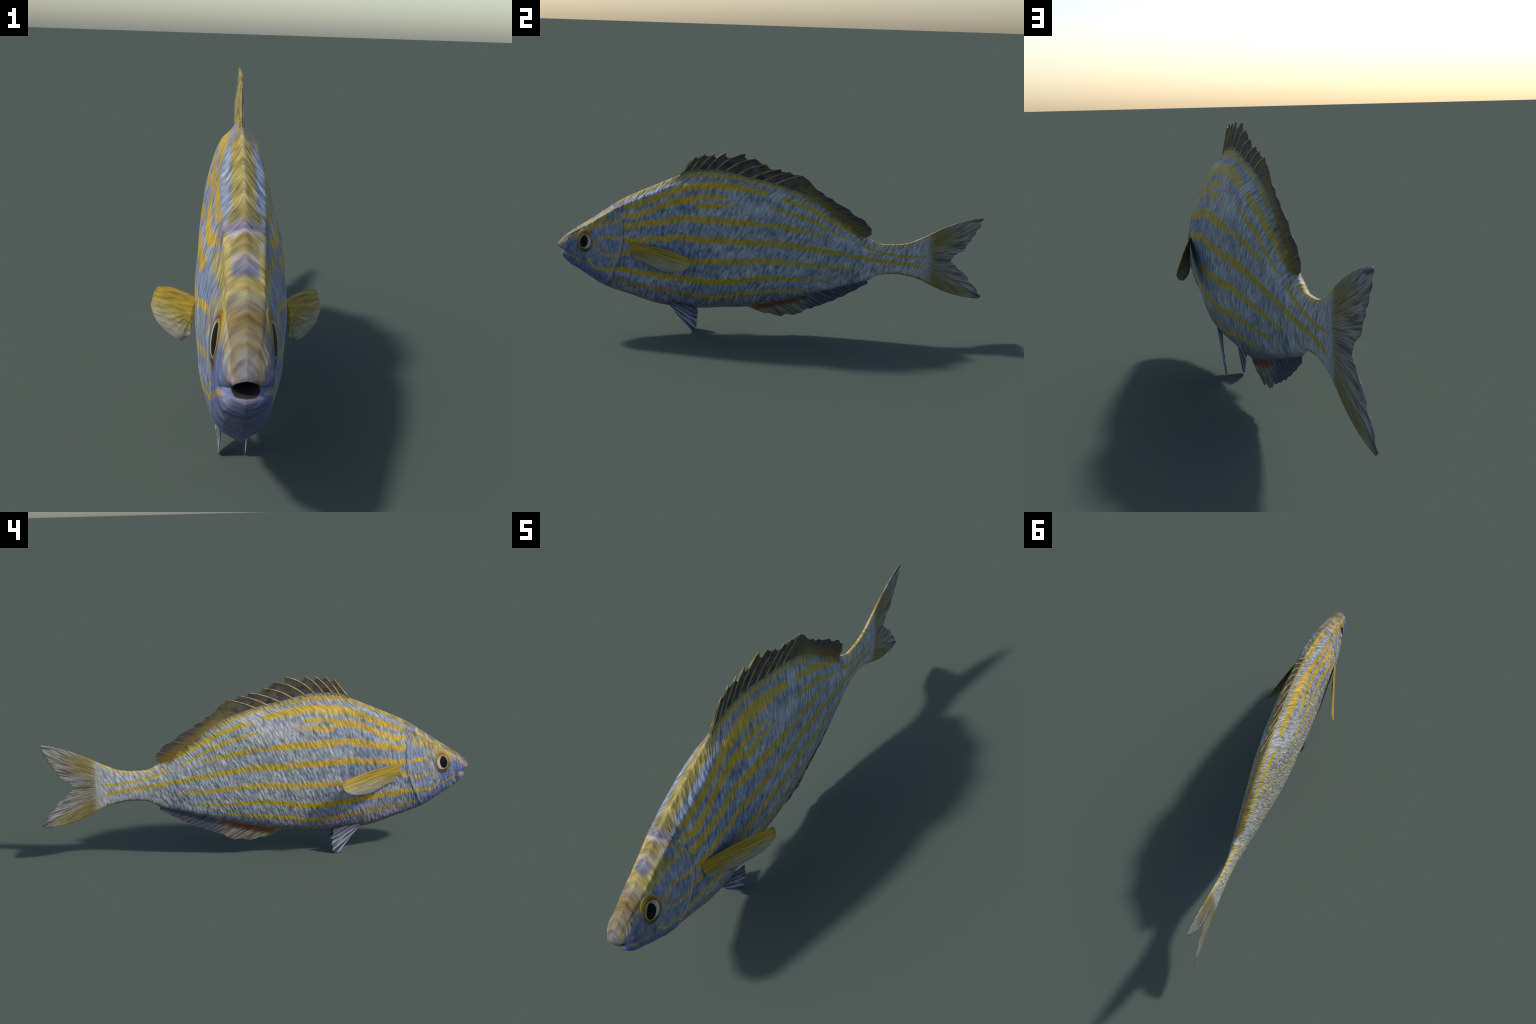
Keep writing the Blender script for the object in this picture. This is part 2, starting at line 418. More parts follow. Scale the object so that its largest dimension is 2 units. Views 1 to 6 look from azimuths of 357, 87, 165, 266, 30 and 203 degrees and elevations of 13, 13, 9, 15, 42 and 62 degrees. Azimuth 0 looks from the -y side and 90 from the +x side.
    ulip = n.mul(n.step(y, -.955, -.975), n.mul(n.step(z, .372, .378), n.step(n.sub(z, n.mul(n.add(y, 1.0), .3)), .402, .394)))
    col = n.mix(n.mul(ulip, .7), col, (.28, .21, .19))
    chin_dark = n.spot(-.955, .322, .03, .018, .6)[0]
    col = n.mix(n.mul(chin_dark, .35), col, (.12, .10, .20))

    # top of the tail base: yellow dashes
    ptop = n.curve(y, [(.40, .50), (.43, .46), (.461, .449), (.515, .429), (.571, .428), (.63, .435), (.684, .455), (.735, .480), (.80, .49)])
    pm = n.mul(n.step(zj, n.sub(ptop, .012), n.sub(ptop, .003)), n.mul(n.step(y, .45, .48), n.step(y, .76, .74)))
    dash, _ = n.noise(n.vec(0.0, n.mul(y, 45.0), 0.0), 1.0, 2.0, .6)
    col = n.mix(n.mul(pm, n.lin(dash, .40, .55, .2, 1.0)), col, (.44, .32, .05))
    pb = n.curve(y, [(.40, .235), (.45, .2565), (.5125, .2870), (.592, .291), (.633, .284), (.674, .275), (.735, .249)])
    um = n.mul(n.step(zj, n.add(pb, .016), n.add(pb, .003)), n.step(y, .52, .58))
    col = n.mix(n.mul(um, .8), col, (.25, .18, .06))

    # ---- tail fin
    fin = n.step(n.add(y, n.add(n.mul(n.sub(g2, .5), .03), n.mul(n.sub(mid, .5), .05))), .705, .768)
    ang = n.m("ARCTAN2", n.sub(z, .368), n.sub(y, .60))
    rad = n.m("SQRT", n.add(n.mul(n.sub(y, .60), n.sub(y, .60)), n.mul(n.sub(z, .368), n.sub(z, .368))))
    f1, _ = n.noise(n.vec(n.mul(ang, 42.0), n.mul(rad, 9.0), 0.0), 1.0, 3.0, .6)
    f2, _ = n.noise(n.vec(n.mul(ang, 9.0), n.mul(rad, 7.0), 3.0), 1.0, 2.0, .5)
    fcol = n.mix(n.step(f1, .34, .64), (.085, .083, .085), (.36, .35, .33))
    fcol = n.mix(n.mul(n.step(f2, .45, .65), .5), fcol, (.20, .17, .09))
    lobe = n.mx(n.step(ang, .12, .42), n.mul(n.step(ang, -.30, -.47), 1.0))
    yel = n.mul(lobe, n.step(n.add(rad, n.mul(n.sub(f2, .5), .22)), .36, .20))
    yel = n.mx(yel, n.mul(n.mul(n.step(n.add(ang, n.mul(n.sub(f1, .5), .1)), -.385, -.45), n.step(n.add(rad, n.mul(n.sub(f2, .5), .1)), .41, .33)), .9))
    basal = n.mul(n.step(n.m("ABSOLUTE", n.sub(y, .752)), .020, .004), .55)
    basal = n.mul(basal, n.lin(f1, .3, .6, .6, 1.0))
    inner = n.mul(n.step(n.add(y, n.mul(n.sub(f2, .5), .08)), .84, .76), n.lin(f1, .40, .6, .0, .75))
    yel = n.mx(n.mx(yel, basal), inner)
    fcol = n.mix(n.mul(yel, n.lin(f1, .3, .65, .55, 1.0)), fcol, n.mix(f2, (.17, .125, .020), (.28, .215, .035)))
    dk = n.mx(n.mul(n.step(f1, .40, .30), .75), n.mul(n.spot(.80, .362, .05, .007, .5, -.05)[0], .75))
    dk = n.mul(dk, n.step(y, .755, .78))
    dk = n.mx(dk, n.mul(n.spot(.955, .556, .035, .006, .4, .18)[0], .85))
    dk = n.mx(dk, n.mul(n.step(n.add(y, n.mul(z, -.6)), .80, .87), .6))
    fcol = n.mix(dk, fcol, (.07, .07, .06))
    col = n.mix(fin, col, fcol)

    # lit and shaded sides of the scales, painted into the base colour
    amp = n.mad(stripe_mask, -.45, 1.0)
    amp = n.mul(amp, n.mad(strip, -.35, 1.0))
    amp = n.mul(amp, n.mad(pale_patch, -.4, 1.0))
    amp = n.mul(amp, n.mul(n.mad(fin, -.8, 1.0), n.lin(y, .66, .72, 1.0, .6)))
    amp = n.mul(amp, n.lin(head, 0, 1, 1.0, .75))
    k = n.mad(n.mul(grain, amp), 1.8, 1.0)
    col = n.gain(col, n.m("MAXIMUM", k, .3))
    col = n.mix(.07, col, n.gain(c2, .8), "OVERLAY")
    # pale rear edge of the gill cover with its dark gap
    gz = n.mul(n.step(z, .205, .24), n.step(z, .56, .50))
    line = n.mul(n.step(n.m("ABSOLUTE", n.add(gd, n.mad(mid, .006, .003))), .010, .002), n.mul(gz, n.lin(low, .3, .7, .3, .8)))
    col = n.mix(n.mul(line, n.step(z, .50, .40)), col, (.36, .34, .32))
    gap = n.mul(n.step(n.m("ABSOLUTE", n.sub(gd, .0035)), .004, .001), n.mul(gz, n.mul(n.lin(g2, .35, .6, .9, .3), n.lin(z, .30, .42, .45, 1.0))))
    col = n.mix(gap, col, (.06, .06, .09))
    height = n.mul(n.add(n.add(n.mul(g1, .8), n.mul(g2, .35)), n.add(n.mul(cd, -.55), n.mul(mid, .7))), n.mul(n.inv(fin), n.lin(y, .38, .48, 1.0, .6)))
    height = n.add(height, n.mul(fin, n.mul(f1, 1.3)))
    return n.finish(col, .55, height, .75, .006, .2)


# ------------------------------------------------------------------ the body surface
NT = 88
NY_HEAD, NY = 10, 300


def build_body(root, mat):
    u = np.linspace(0, 1, NT)
    t = .5 * u + .5 * (.5 - .5 * np.cos(np.pi * u))
    rows = []                       # each row: (NT, 3) of the +x side
    # mouth rim
    tm = .40
    low = [(0, (0, -.980, .3635)), (.5, (.014, -.977, .3645)), (.85, (.021, -.968, .3690)), (1, (.0235, -.958, .3750))]
    up = [(0, (.0235, -.958, .3750)), (.15, (.0225, -.968, .3795)), (.45, (.0205, -.984, .3885)), (.75, (.011, -.996, .3970)), (1, (0, -1.0003, .4005))]
    rim = np.zeros((NT, 3))
    lo_m = t <= tm
    rim[lo_m] = pchip([p[0] for p in low], [p[1] for p in low], t[lo_m] / tm)
    rim[~lo_m] = pchip([p[0] for p in up], [p[1] for p in up], (t[~lo_m] - tm) / (1 - tm))
    y0 = -.93
    zt, zb = along(BACK, y0)[0], along(BELLY, y0)[0]
    sec = np.stack([half_width(y0, t), np.full(NT, y0), zb + (zt - zb) * t], 1)
    bulge_z = np.interp(t, [0, .2, .45, .7, 1], [-.004, -.003, .001, .003, .0045])
    bulge_x = np.interp(t, [0, .1, .4, .8, 1], [0, .010, .0105, .008, .0])
    # the lip: rim rolled inward, then the throat
    for k, (sx, dy, dz) in enumerate([(.10, .085, .2), (.45, .045, .45), (.70, .016, .75), (.86, .004, .92)]):
        r = rim.copy()
        r[:, 0] *= sx
        r[:, 1] += dy
        r[:, 2] = .380 + (r[:, 2] - .380) * dz
        rows.append(r)
    n_throat = len(rows)
    for s in np.linspace(0, 1, NY_HEAD, endpoint=False):
        r = rim * (1 - s) + sec * s
        b = 4 * s * (1 - s)
        r[:, 2] += bulge_z * b
        r[:, 0] += bulge_x * b
        r[:, 1] -= np.interp(t, [0, .25, .4], [.004, .003, 0]) * b * (1 - s) * 1.6
        rows.append(r)
    for y in np.linspace(y0, .735, NY):
        zt, zb = along(BACK, y)[0], along(BELLY, y)[0]
        z = zb + (zt - zb) * t
        w = half_width(y, t)
        # gill cover stands a little proud of the body
        g = y - along(GILL, z)
        step_ = np.where(g < 0, np.exp(g / .035), np.exp(-(g / .0045) ** 2)) * .0042
        fade = np.clip((z - .19) / .05, 0, 1) * np.clip((.60 - z) / .05, 0, 1)
        w = w + step_ * fade * (g < .02)
        rows.append(np.stack([w, np.full(NT, y), z], 1))
    n_fin = len(rows) - 1
    base = rows[-1].copy()
    te = [p[2] for p in TAIL_EDGE]
    ey = np.interp(t, te, [p[0] for p in TAIL_EDGE])
    ez = np.interp(t, te, [p[1] for p in TAIL_EDGE])
    bow = np.where(t > .5, (2 * t - 1) * .011, (2 * t - 1) * .016)
    ripple = .0012 * np.sin(t * 75)
    for s in np.linspace(0, 1, 40)[1:]:
        thick = ((1 - s) ** 1.6 * .0095 + .0022 * (1 - .6 * s)) / .0095
        x = base[:, 0] * thick
        x = x + ripple * np.sin(np.pi * min(1, s * 1.2)) * np.clip(t * 8, 0, 1) * np.clip((1 - t) * 8, 0, 1) * .5
        x = np.maximum(x, np.where((t > 0) & (t < 1), .0007, 0))
        yy = base[:, 1] * (1 - s) + ey * s
        zz = base[:, 2] * (1 - s) + ez * s + bow * 4 * s * (1 - s)
        rows.append(np.stack([x, yy, zz], 1))
    R = np.array(rows)
    nr = len(rows)
    left = R.copy()
    left[:, :, 0] *= -1
    verts = np.concatenate([R.reshape(-1, 3), left.reshape(-1, 3)])
    off = nr * NT
    faces = grid_faces(nr, NT) + grid_faces(nr, NT, off, True)
    for i in range(nr - 1):         # close the back and the keel
        a = i * NT + NT - 1
        faces.append((a, off + a, off + a + NT, a + NT))
        a = i * NT
        faces.append((off + a, a, a + NT, off + a + NT))
    last = (nr - 1) * NT
    for j in range(NT - 1):         # trailing edge of the tail fin, end of the throat
        faces.append((last + j, last + j + 1, off + last + j + 1, off + last + j))
        faces.append((j + 1, j, off + j, off + j + 1))
    me = bpy.data.meshes.new("whole")
    me.from_pydata(verts.tolist(), [], faces)
    bm = bmesh.new()
    bm.from_mesh(me)
    bmesh.ops.remove_doubles(bm, verts=bm.verts, dist=1e-5)
    bmesh.ops.recalc_face_normals(bm, faces=bm.faces)
    bm.normal_update()
    bm.to_mesh(me)
    bm.free()
    co = np.array([v.co for v in me.vertices])
    no = np.array([v.normal for v in me.vertices])
    regions = {"mouth": [], "head": [], "torso": [], "tail": [], "caudal_fin": []}
    rim_y = -.93
    for p in me.polygons:
        vs = list(p.vertices)
        c = co[vs].mean(0)
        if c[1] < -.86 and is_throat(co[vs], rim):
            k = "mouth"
        elif c[1] < along(GILL, c[2])[0] + .004:
            k = "head"
        elif c[1] < .409:
            k = "torso"
        elif c[1] < .735:
            k = "tail"
        else:
            k = "caudal_fin"
        regions[k].append(vs)
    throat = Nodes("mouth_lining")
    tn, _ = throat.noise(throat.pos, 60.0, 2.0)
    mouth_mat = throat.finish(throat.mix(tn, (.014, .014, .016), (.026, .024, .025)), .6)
    for k, fs in regions.items():
        ids = sorted({i for f in fs for i in f})
        new = {i: j for j, i in enumerate(ids)}
        m = bpy.data.meshes.new(k)
        m.from_pydata(co[ids].tolist(), [], [[new[i] for i in f] for f in fs])
        m.shade_smooth()
        m.normals_split_custom_set_from_vertices(no[ids].tolist())
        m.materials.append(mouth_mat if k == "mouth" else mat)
        link(bpy.data.objects.new(k, m), root)
    bpy.data.meshes.remove(me)


def is_throat(pts, rim):
    """a face inside the mouth: its centre lies well inside the rim"""
    c = pts.mean(0)
    ax = abs(c[0])
    up = rim[:, 2] >= .3750
    top = np.interp(ax, rim[up][::-1][:, 0], rim[up][::-1][:, 2])
    lowp = rim[~up]
    bot = np.interp(ax, lowp[:, 0], lowp[:, 2])
    return ax < .0215 and bot + .0003 < c[2] < top - .0003 and c[1] > -.99


# ------------------------------------------------------------------ fins
def fin_mesh(name, columns, rows, thick0, thick1, bow=(0, 0, 0), mat=None, parent=None, side=(1, 0, 0), fine=3, power=1.0, ripple=0.0):
    """columns: list of (base point, edge point); a thin solid between them"""
    B = np.array([c[0] for c in columns], float)
    E = np.array([c[1] for c in columns], float)
    nb = len(columns)
    q = np.linspace(0, nb - 1, (nb - 1) * fine + 1)
    i = np.clip(q.astype(int), 0, nb - 2)
    f = (q - i)[:, None]
    B, E = B[i] * (1 - f) + B[i + 1] * f, E[i] * (1 - f) + E[i + 1] * f
    bows = np.array([c[2] if len(c) > 2 else bow for c in columns], float)
    bows = bows[i] * (1 - f) + bows[i + 1] * f
    n = len(q)
    s = np.linspace(0, 1, rows)
    P = B[None] * (1 - s)[:, None, None] + E[None] * s[:, None, None] + bows[None] * (4 * s * (1 - s))[:, None, None]
    h = (thick0 * (1 - s) ** power + thick1 * (1 - (1 - s) ** power))[:, None] * np.ones(n)[None]
    # thin out towards the first and last column
    endk = np.minimum(1, np.minimum(np.arange(n), np.arange(n)[::-1]) / (1.5 * fine) + .25)
    h = h * endk[None]
    side = np.array(side, float)
    side /= np.linalg.norm(side)
    rp = ripple * np.cos(q * 2 * np.pi)[None] * np.sin(np.pi * s)[:, None]
    F = P + side * (h + rp)[:, :, None]
    G = P - side * (h - rp)[:, :, None]
    verts = np.concatenate([F.reshape(-1, 3), G.reshape(-1, 3)])
    off = rows * n
    faces = grid_faces(rows, n) + grid_faces(rows, n, off, True)
    for j in range(n - 1):
        a, b = j, (rows - 1) * n + j
        faces.append((a + 1, a, off + a, off + a + 1))
        faces.append((b, b + 1, off + b + 1, off + b))
    for r in range(rows - 1):
        a, b = r * n, r * n + n - 1
        faces.append((a, a + n, off + a + n, off + a))
        faces.append((b + n, b, off + b, off + b + n))
    me = bpy.data.meshes.new(name)
    me.from_pydata(verts.tolist(), [], faces)
    bm = bmesh.new()
    bm.from_mesh(me)
    bmesh.ops.recalc_face_normals(bm, faces=bm.faces)
    bm.to_mesh(me)
    bm.free()
    me.shade_smooth()
    me.set_sharp_from_angle(angle=math.radians(50))
    me.materials.append(mat)
    return link(bpy.data.objects.new(name, me), parent)


def ray_mesh(name, base, tip, bow, r0, r1, xs, mat, parent):
    """one fin spine: a tapered, slightly curved rod, flattened to the fin"""
    me = bpy.data.meshes.new(name)
    base, tip, bow = np.array(base), np.array(tip), np.array(bow)
    ns, nr = 14, 10
    verts, faces = [], []
    d = tip - base
    d /= np.linalg.norm(d)
    nrm = np.array([0, -d[2], d[1]])
    for i in range(ns):
        s = i / (ns - 1)
        p = base * (1 - s) + tip * s + bow * 4 * s * (1 - s)
        rad = r0 * (1 - s) + r1 * s
        hx = xs[0] * (1 - s) + xs[1] * s
        for j in range(nr):
            a = 2 * math.pi * j / nr
            verts.append(tuple(p + nrm * rad * math.cos(a) + np.array([hx * math.sin(a), 0, 0])))
    for i in range(ns - 1):
        for j in range(nr):
            k = (j + 1) % nr
            faces.append((i * nr + j, i * nr + k, (i + 1) * nr + k, (i + 1) * nr + j))
    faces.append(tuple(range(nr))[::-1])
    faces.append(tuple((ns - 1) * nr + j for j in range(nr)))
    me.from_pydata(verts, [], faces)
    me.shade_smooth()
    me.materials.append(mat)
    return link(bpy.data.objects.new(name, me), parent)


def dorsal_material():
    n = Nodes("back_fin_membrane")
    y, z = n.y, n.z
    top = n.curve(y, [(-.46, .745), (-.44, .734), (-.40, .750), (-.355, .758), (-.282, .759), (-.19, .746), (-.12, .729), (-.014, .706), (.043, .690), (.11, .667), (.173, .638), (.225, .605), (.269, .574), (.35, .520), (.406, .480), (.435, .465), (.46, .453)])
    h = n.sub(z, top)
    slope = n.lin(y, -.4, .2, .9, .18)
    a = n.sub(z, n.mul(n.sub(y, .1), .22))
    st, _ = n.noise(n.vec(n.mul(a, 110.0), n.mul(y, 9.0), 0.0), 1.0, 3.0, .6)
    bl, _ = n.noise(n.vec(n.mul(y, 26.0), n.mul(z, 40.0), 0.0), 1.0, 3.0, .6)
    front = n.mix(n.step(bl, .3, .7), (.028, .026, .031), (.095, .082, .080))
    front = n.mix(n.mul(n.step(st, .5, .75), .5), front, (.15, .12, .05))
    rear = n.mix(n.step(st, .3, .7), (.030, .028, .028), (.105, .090, .070))
    rear = n.mix(n.mul(n.step(y, .33, .08), n.step(bl, .35, .65)), rear, (.13, .105, .035))
    col = n.mix(n.step(y, .03, .13), front, rear)
    yel = n.mul(n.step(n.add(h, n.mul(n.sub(bl, .5), .02)), .048, .012), n.step(y, .08, .2))
    col = n.mix(n.mul(yel, n.lin(st, .3, .7, .4, 1.0)), col, n.mix(n.step(y, .22, .32), (.20, .15, .025), (.17, .105, .010)))
    col = n.mix(n.mul(n.step(n.add(h, n.mul(n.sub(st, .5), .012)), .007, .001), n.step(y, .42, .1)), col, (.20, .19, .11))
    return n.finish(col, .6, st, .25, .003, .2)


def spine_material():
    n = Nodes("fin_spine_olive")
    a, _ = n.noise(n.pos, 30.0, 3.0, .6)
    col = n.mix(n.step(a, .35, .65), (.15, .115, .025), (.29, .235, .075))
    return n.finish(col, .5, a, .1, .002, .3)


def anal_material():
    n = Nodes("anal_fin_membrane")
    y, z = n.y, n.z
    keel = n.curve(y, [(-.12, .117), (-.107, .117), (-.049, .127), (.059, .15), (.167, .177), (.256, .201), (.346, .226), (.45, .2565)])
    h = n.sub(keel, z)
    a = n.add(z, n.mul(y, .55))
    st, _ = n.noise(n.vec(n.mul(a, 130.0), n.mul(y, 10.0), 0.0), 1.0, 3.0, .6)
    bl, _ = n.noise(n.vec(n.mul(y, 18.0), n.mul(z, 26.0), 1.0), 1.0, 2.0, .5)
    pale = n.mix(n.step(st, .36, .64), (.06, .055, .045), (.34, .31, .23))
    dark = n.mix(n.step(st, .3, .7), (.025, .030, .055), (.125, .135, .19))
    col = n.mix(n.step(n.add(y, n.mul(n.sub(bl, .5), .1)), .10, .24), pale, dark)
    col = n.mix(n.mul(n.step(y, .0, -.06), .6), col, (.33, .27, .06))
    red = n.mul(n.step(n.add(h, n.mul(n.sub(st, .5), .012)), .026, .012), n.mul(n.step(y, -.10, -.06), n.step(y, .22, .10)))
    col = n.mix(n.mul(red, .9), col, n.mix(bl, (.17, .035, .016), (.20, .065, .025)))
    col = n.gain(col, .72)
    return n.finish(col, .6, st, .4, .004, .2)


def pectoral_material():
    n = Nodes("breast_fin_membrane")
    y, z = n.y, n.z
    d = n.sub(n.add(.437, n.mul(n.add(y, .659), -.17)), z)      # distance below the upper edge
    st, _ = n.noise(n.vec(n.mul(n.add(d, n.mul(y, -.02)), 150.0), n.mul(y, 9.0), 0.0), 1.0, 3.0, .6)
    bl, _ = n.noise(n.vec(n.mul(y, 20.0), n.mul(z, 30.0), 2.0), 1.0, 2.0, .5)
    dd = n.add(d, n.add(n.mul(n.sub(st, .5), .012), n.mul(n.sub(bl, .5), .015)))
    dd = n.sub(dd, n.mul(n.step(y, -.48, -.62), .012))
    col = n.ramp(n.lin(dd, -.015, .085, 0, 1), [(0, (.30, .19, .03)), (.18, (.44, .29, .02)), (.35, (.41, .28, .03)), (.50, (.40, .32, .08)), (.66, (.42, .36, .20)), (.9, (.44, .41, .31)), (1, (.34, .32, .25))])
    col = n.gain(col, n.lin(st, .25, .75, .38, .98))
    tip = n.mul(n.spot(-.378, .382, .012, .008, .5)[0], .7)
    col = n.mix(tip, col, (.10, .09, .05))
    col = n.mix(n.mul(n.spot(-.558, .322, .04, .012, .5, -.35)[0], .7), col, (.10, .10, .09))
    return n.finish(col, .55, st, .3, .003, .25)


def pelvic_material():
    n = Nodes("belly_fin_membrane")
    y, z = n.y, n.z
    ang = n.m("ARCTAN2", n.sub(z, .175), n.sub(y, -.53))
    rad = n.sub(y, -.53)
    st, _ = n.noise(n.vec(n.mul(ang, 17.0), n.mul(rad, 8.0), 0.0), 1.0, 3.0, .55)
    col = n.mix(n.step(st, .38, .60), (.040, .044, .075), (.32, .33, .39))
    up = n.step(n.sub(z, n.mul(n.add(y, .36), -.35)), .070, .105)
    col = n.mix(n.mul(up, .75), col, (.035, .035, .075))
    lead = n.step(ang, -.80, -.86)
    col = n.mix(n.mul(lead, .7), col, (.42, .43, .48))
    return n.finish(col, .55, st, .4, .004, .25)


# ------------------------------------------------------------------ eye
def eye_patch(name, cy, cz, ry, rz, lift, dome, mat, parent, sgn, tilt=0.0, power=2.0, narrow=0.0):
    """a lens that follows the side of the head"""
    rings, seg = 12, 48
    verts, faces = [], []
    for i in range(rings + 2):
        r = min(1.0, i / rings)
        for j in range(seg):
            a = 2 * math.pi * j / seg
            p, q = r * math.cos(a), r * math.sin(a)
            p *= 1 - narrow * max(0, q)
            yy = cy + ry * p + tilt * rz * q
            zz = cz + rz * q
            x = body_x(yy, zz) + lift + dome * (1 - r * r)
            if i == rings + 1:
                x -= .006
            verts.append((sgn * x, yy, zz))
            if i == 0:
                break
    for j in range(seg):
        faces.append((0, 1 + j, 1 + (j + 1) % seg))
    for i in range(rings):
        for j in range(seg):
            a, b = 1 + i * seg + j, 1 + i * seg + (j + 1) % seg
            faces.append((a, a + seg, b + seg, b))
    me = bpy.data.meshes.new(name)
    me.from_pydata(verts, [], faces)
    bm = bmesh.new()
    bm.from_mesh(me)
    bmesh.ops.recalc_face_normals(bm, faces=bm.faces)
    c = sum((f.normal.x * f.calc_area() for f in bm.faces))
    if c * sgn < 0:
        bmesh.ops.reverse_faces(bm, faces=bm.faces)
    bm.to_mesh(me)
    bm.free()
    me.shade_smooth()
    me.materials.append(mat)
    return link(bpy.data.objects.new(name, me), parent)


def eye_material():
    n = Nodes("eye_iris")
    g, _ = n.noise(n.pos, 70.0, 3.0, .6)
    _, r_out = n.spot(-.865, .4275, .038, .053)
    ring, r_in = n.spot(-.8645, .4255, .0275, .0335, .10)
    up = n.step(n.z, .41, .46)
    col = n.mix(up, (.20, .145, .025), (.38, .24, .02))
    col = n.mix(n.mul(n.spot(-.855, .462, .020, .013, .6, -.3)[0], .75), col, (.22, .07, .015))
    col = n.mix(n.mul(n.spot(-.868, .384, .026, .012, .5)[0], .75), col, (.018, .013, .010))
    col = n.mix(n.mul(n.spot(-.900, .40, .008, .028, .5, -.3)[0], .6), col, (.07, .06, .05))
    halo = n.step(n.m("ABSOLUTE", n.sub(r_in, 1.10)), .14, .04)
    col = n.mix(n.mul(halo, .7), col, (.06, .04, .02))
    rear = n.step(n.add(n.y, n.mul(n.z, -.3)), -.995, -.965)
    col = n.mix(ring, col, n.mix(rear, (.28, .22, .06), (.46, .43, .38)))
    col = n.gain(col, n.lin(g, .3, .7, .85, 1.12))
    col = n.mix(n.step(r_out, .86, 1.0), col, n.mix(up, (.13, .13, .18), (.33, .25, .05)))
    return n.finish(col, .45, g, .1, .002, .3)


def pupil_material():
    n = Nodes("eye_pupil")
    g, _ = n.noise(n.pos, 90.0, 1.0)
    return n.finish(n.mix(g, (.002, .002, .003), (.004, .004, .006)), .4, None, spec=.12)


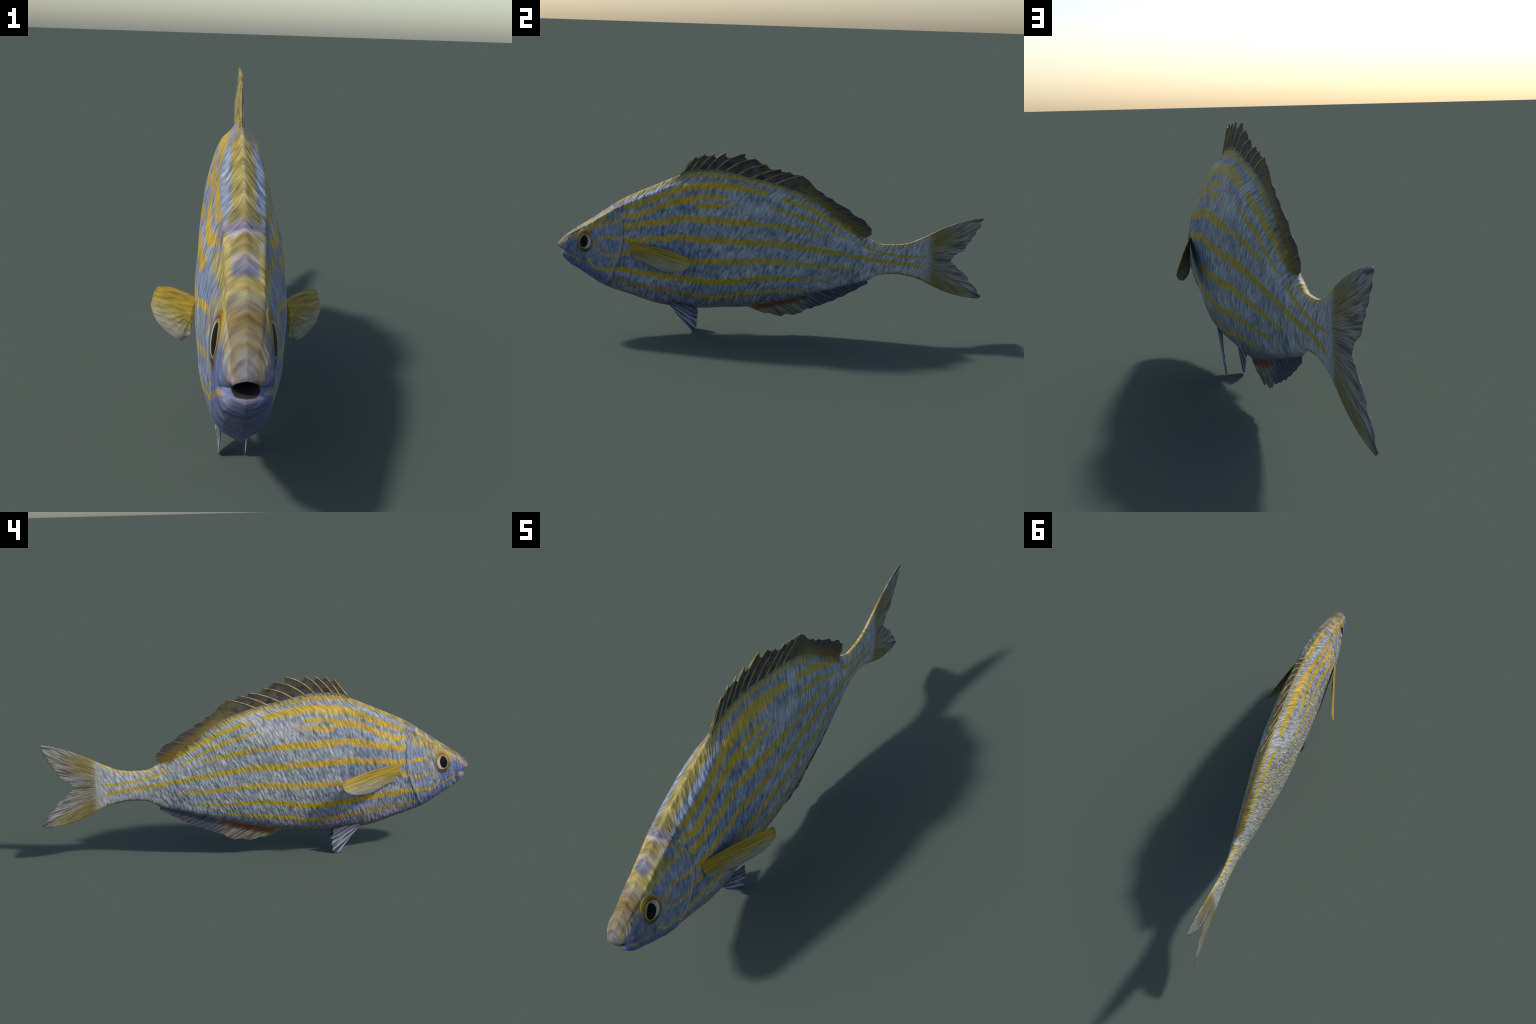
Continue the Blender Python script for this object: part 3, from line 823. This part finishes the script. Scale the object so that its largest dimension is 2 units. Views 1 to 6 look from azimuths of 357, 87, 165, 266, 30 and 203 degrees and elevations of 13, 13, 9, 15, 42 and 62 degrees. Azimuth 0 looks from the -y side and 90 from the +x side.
# ------------------------------------------------------------------ assemble
def main():
    root = bpy.data.objects.new("striped_fish", None)
    bpy.context.scene.collection.objects.link(root)
    root["label"] = "silvery blue sea bream with golden yellow side stripes"
    root["category"] = "fish"
    build_body(root, body_material())

    # back fin: edge y, z, base y, bow
    spines = [(-.3632, .822, -.432, .002), (-.3235, .836, -.390, .005), (-.2772, .8384, -.3587, .007), (-.2279, .8422, -.3186, .010), (-.1389, .8404, -.2767, .016), (-.0911, .8172, -.2329, .014),
              (-.0413, .7929, -.1766, .010), (.0242, .7735, -.1167, .008), (.0669, .7616, -.060, .006), (.1255, .7472, -.007, .005)]
    edge = [(-.4404, .7345, -.4404), (-.3941, .7956, -.437), (-.3632, .822, -.432), (-.3590, .8110, -.418), (-.3400, .8260, -.402), (-.3235, .836, -.390), (-.3215, .825, -.379), (-.3070, .8240, -.370),
            (-.2772, .8384, -.3587), (-.2825, .8242, -.345), (-.2709, .8165, -.336), (-.2279, .8422, -.3186), (-.2293, .8274, -.305), (-.2186, .8179, -.295), (-.1389, .8404, -.2767),
            (-.142, .8263, -.262), (-.1348, .8167, -.252), (-.1189, .8101, -.245), (-.0911, .8172, -.2329), (-.0786, .8087, -.21), (-.0695, .7974, -.195), (-.0413, .7929, -.1766),
            (-.0274, .7739, -.150), (-.0055, .7709, -.135), (.0242, .7735, -.1167), (.0282, .7623, -.095), (.0669, .7616, -.060), (.0832, .7496, -.035), (.1255, .7472, -.007),
            (.1365, .7368, .012), (.1546, .7267, .03), (.1909, .6847, .075), (.2253, .6677, .11), (.233, .6554, .125), (.2692, .6402, .155), (.286, .6244, .175), (.3187, .6091, .205), (.3517, .5919, .24),
            (.3632, .5759, .262), (.3873, .5602, .29), (.411, .5518, .315), (.4278, .5395, .335), (.4395, .5216, .358), (.4546, .5092, .375), (.4598, .5002, .39), (.4573, .4929, .40), (.4599, .4783, .42), (.4355, .464, .436)]
    by = [s[2] for s in spines]
    bw = [s[3] for s in spines]
    cols = []
    for ey, ez, b in edge:
        k = float(np.interp(b, [-.4404] + by + [.1, .43], [0] + bw + [.003, 0]))
        cols.append(((0, b, along(BACK, b)[0] - .006), (0, ey, ez), (0, -.3 * k, k)))
    dorsal = fin_mesh("dorsal_fin", cols, 14, .0028, .0008, mat=dorsal_material(), parent=root, power=1.0)
    sm = spine_material()
    for i, (ey, ez, b, k) in enumerate(spines):
        ray_mesh("fin_spine", (0, b, along(BACK, b)[0] - .004), (0, ey, ez), (0, -.3 * k, k), .0060, .0025, (.0052, .0022), sm, dorsal)

    # anal fin
    edge = [(-.1085, .1172, -.1085), (-.0738, .102, -.095), (-.0335, .087, -.078), (-.0044, .0865, -.062), (.0104, .0793, -.048), (.0488, .0725, -.022), (.0738, .0855, 0), (.0921, .081, .015), (.114, .0803, .03),
            (.1229, .0865, .045), (.1427, .0915, .06), (.155, .1031, .08), (.1728, .1129, .1), (.1892, .1133, .115), (.2105, .1251, .14), (.2339, .1301, .16), (.2624, .145, .195), (.2947, .1544, .23), (.314, .1687, .26),
            (.3409, .1768, .29), (.3655, .1943, .325), (.3976, .2081, .36), (.408, .2177, .375), (.4522, .2412, .42), (.4536, .2487, .435), (.4476, .2570, .446)]
    fin_mesh("anal_fin", [((0, b, along(BELLY, b)[0] + .010), (0, ey, ez)) for ey, ez, b in edge], 12, .0050, .0009, mat=anal_material(), parent=root, ripple=.0012)

    # paired fins
    pec = [((.080, -.662, .437), (.169, -.380, .386), (-.001, 0, .008)), ((.082, -.661, .433), (.1745, -.375, .376), (-.001, 0, .007)), ((.084, -.660, .428), (.178, -.376, .364), (-.002, 0, .006)),
           ((.086, -.659, .422), (.182, -.384, .345), (-.003, 0, .004)), ((.088, -.658, .415), (.175, -.403, .331), (-.003, 0, .002)), ((.089, -.657, .409), (.166, -.424, .321), (-.001, 0, 0)),
           ((.090, -.656, .404), (.150, -.455, .314), (0, 0, 0)), ((.090, -.655, .400), (.135, -.490, .3135), (0, 0, 0)), ((.091, -.654, .397), (.114, -.547, .320), (0, 0, 0)),
           ((.091, -.653, .394), (.100, -.586, .341), (0, 0, 0)), ((.090, -.652, .391), (.093, -.634, .361), (0, 0, 0))]
    pel = [((.029, -.492, .143), (.030, -.385, .008)), ((.029, -.484, .142), (.030, -.3685, .0009)), ((.029, -.475, .140), (.030, -.3606, .0003)), ((.029, -.467, .139), (.031, -.350, .011)),
           ((.030, -.458, .138), (.034, -.3503, .0337)), ((.030, -.448, .136), (.037, -.347, .0526)), ((.031, -.438, .134), (.039, -.3483, .0676)), ((.031, -.430, .133), (.040, -.3437, .0733)),
           ((.032, -.420, .132), (.041, -.353, .099)), ((.033, -.410, .131), (.041, -.351, .120))]
    pm, vm, em, um = pectoral_material(), pelvic_material(), eye_material(), pupil_material()
    for sg in (1, -1):
        fl = lambda c: [tuple((sg * p[0], p[1], p[2]) for p in col) for col in c]
        fin_mesh("pectoral_fin", fl(pec), 22, .0028, .0009, mat=pm, parent=root, side=(sg * .86, -.36, .36), ripple=.0011)
        fin_mesh("pelvic_fin", fl(pel), 16, .0048, .0011, mat=vm, parent=root, side=(1, 0, 0), ripple=.0010)
        eye = eye_patch("eye", -.865, .4275, .038, .053, .0006, .0016, em, root, sg)
        eye_patch("pupil", -.8685, .4262, .0182, .0275, .0026, .0010, um, eye, sg, tilt=.10, narrow=.22)


main()
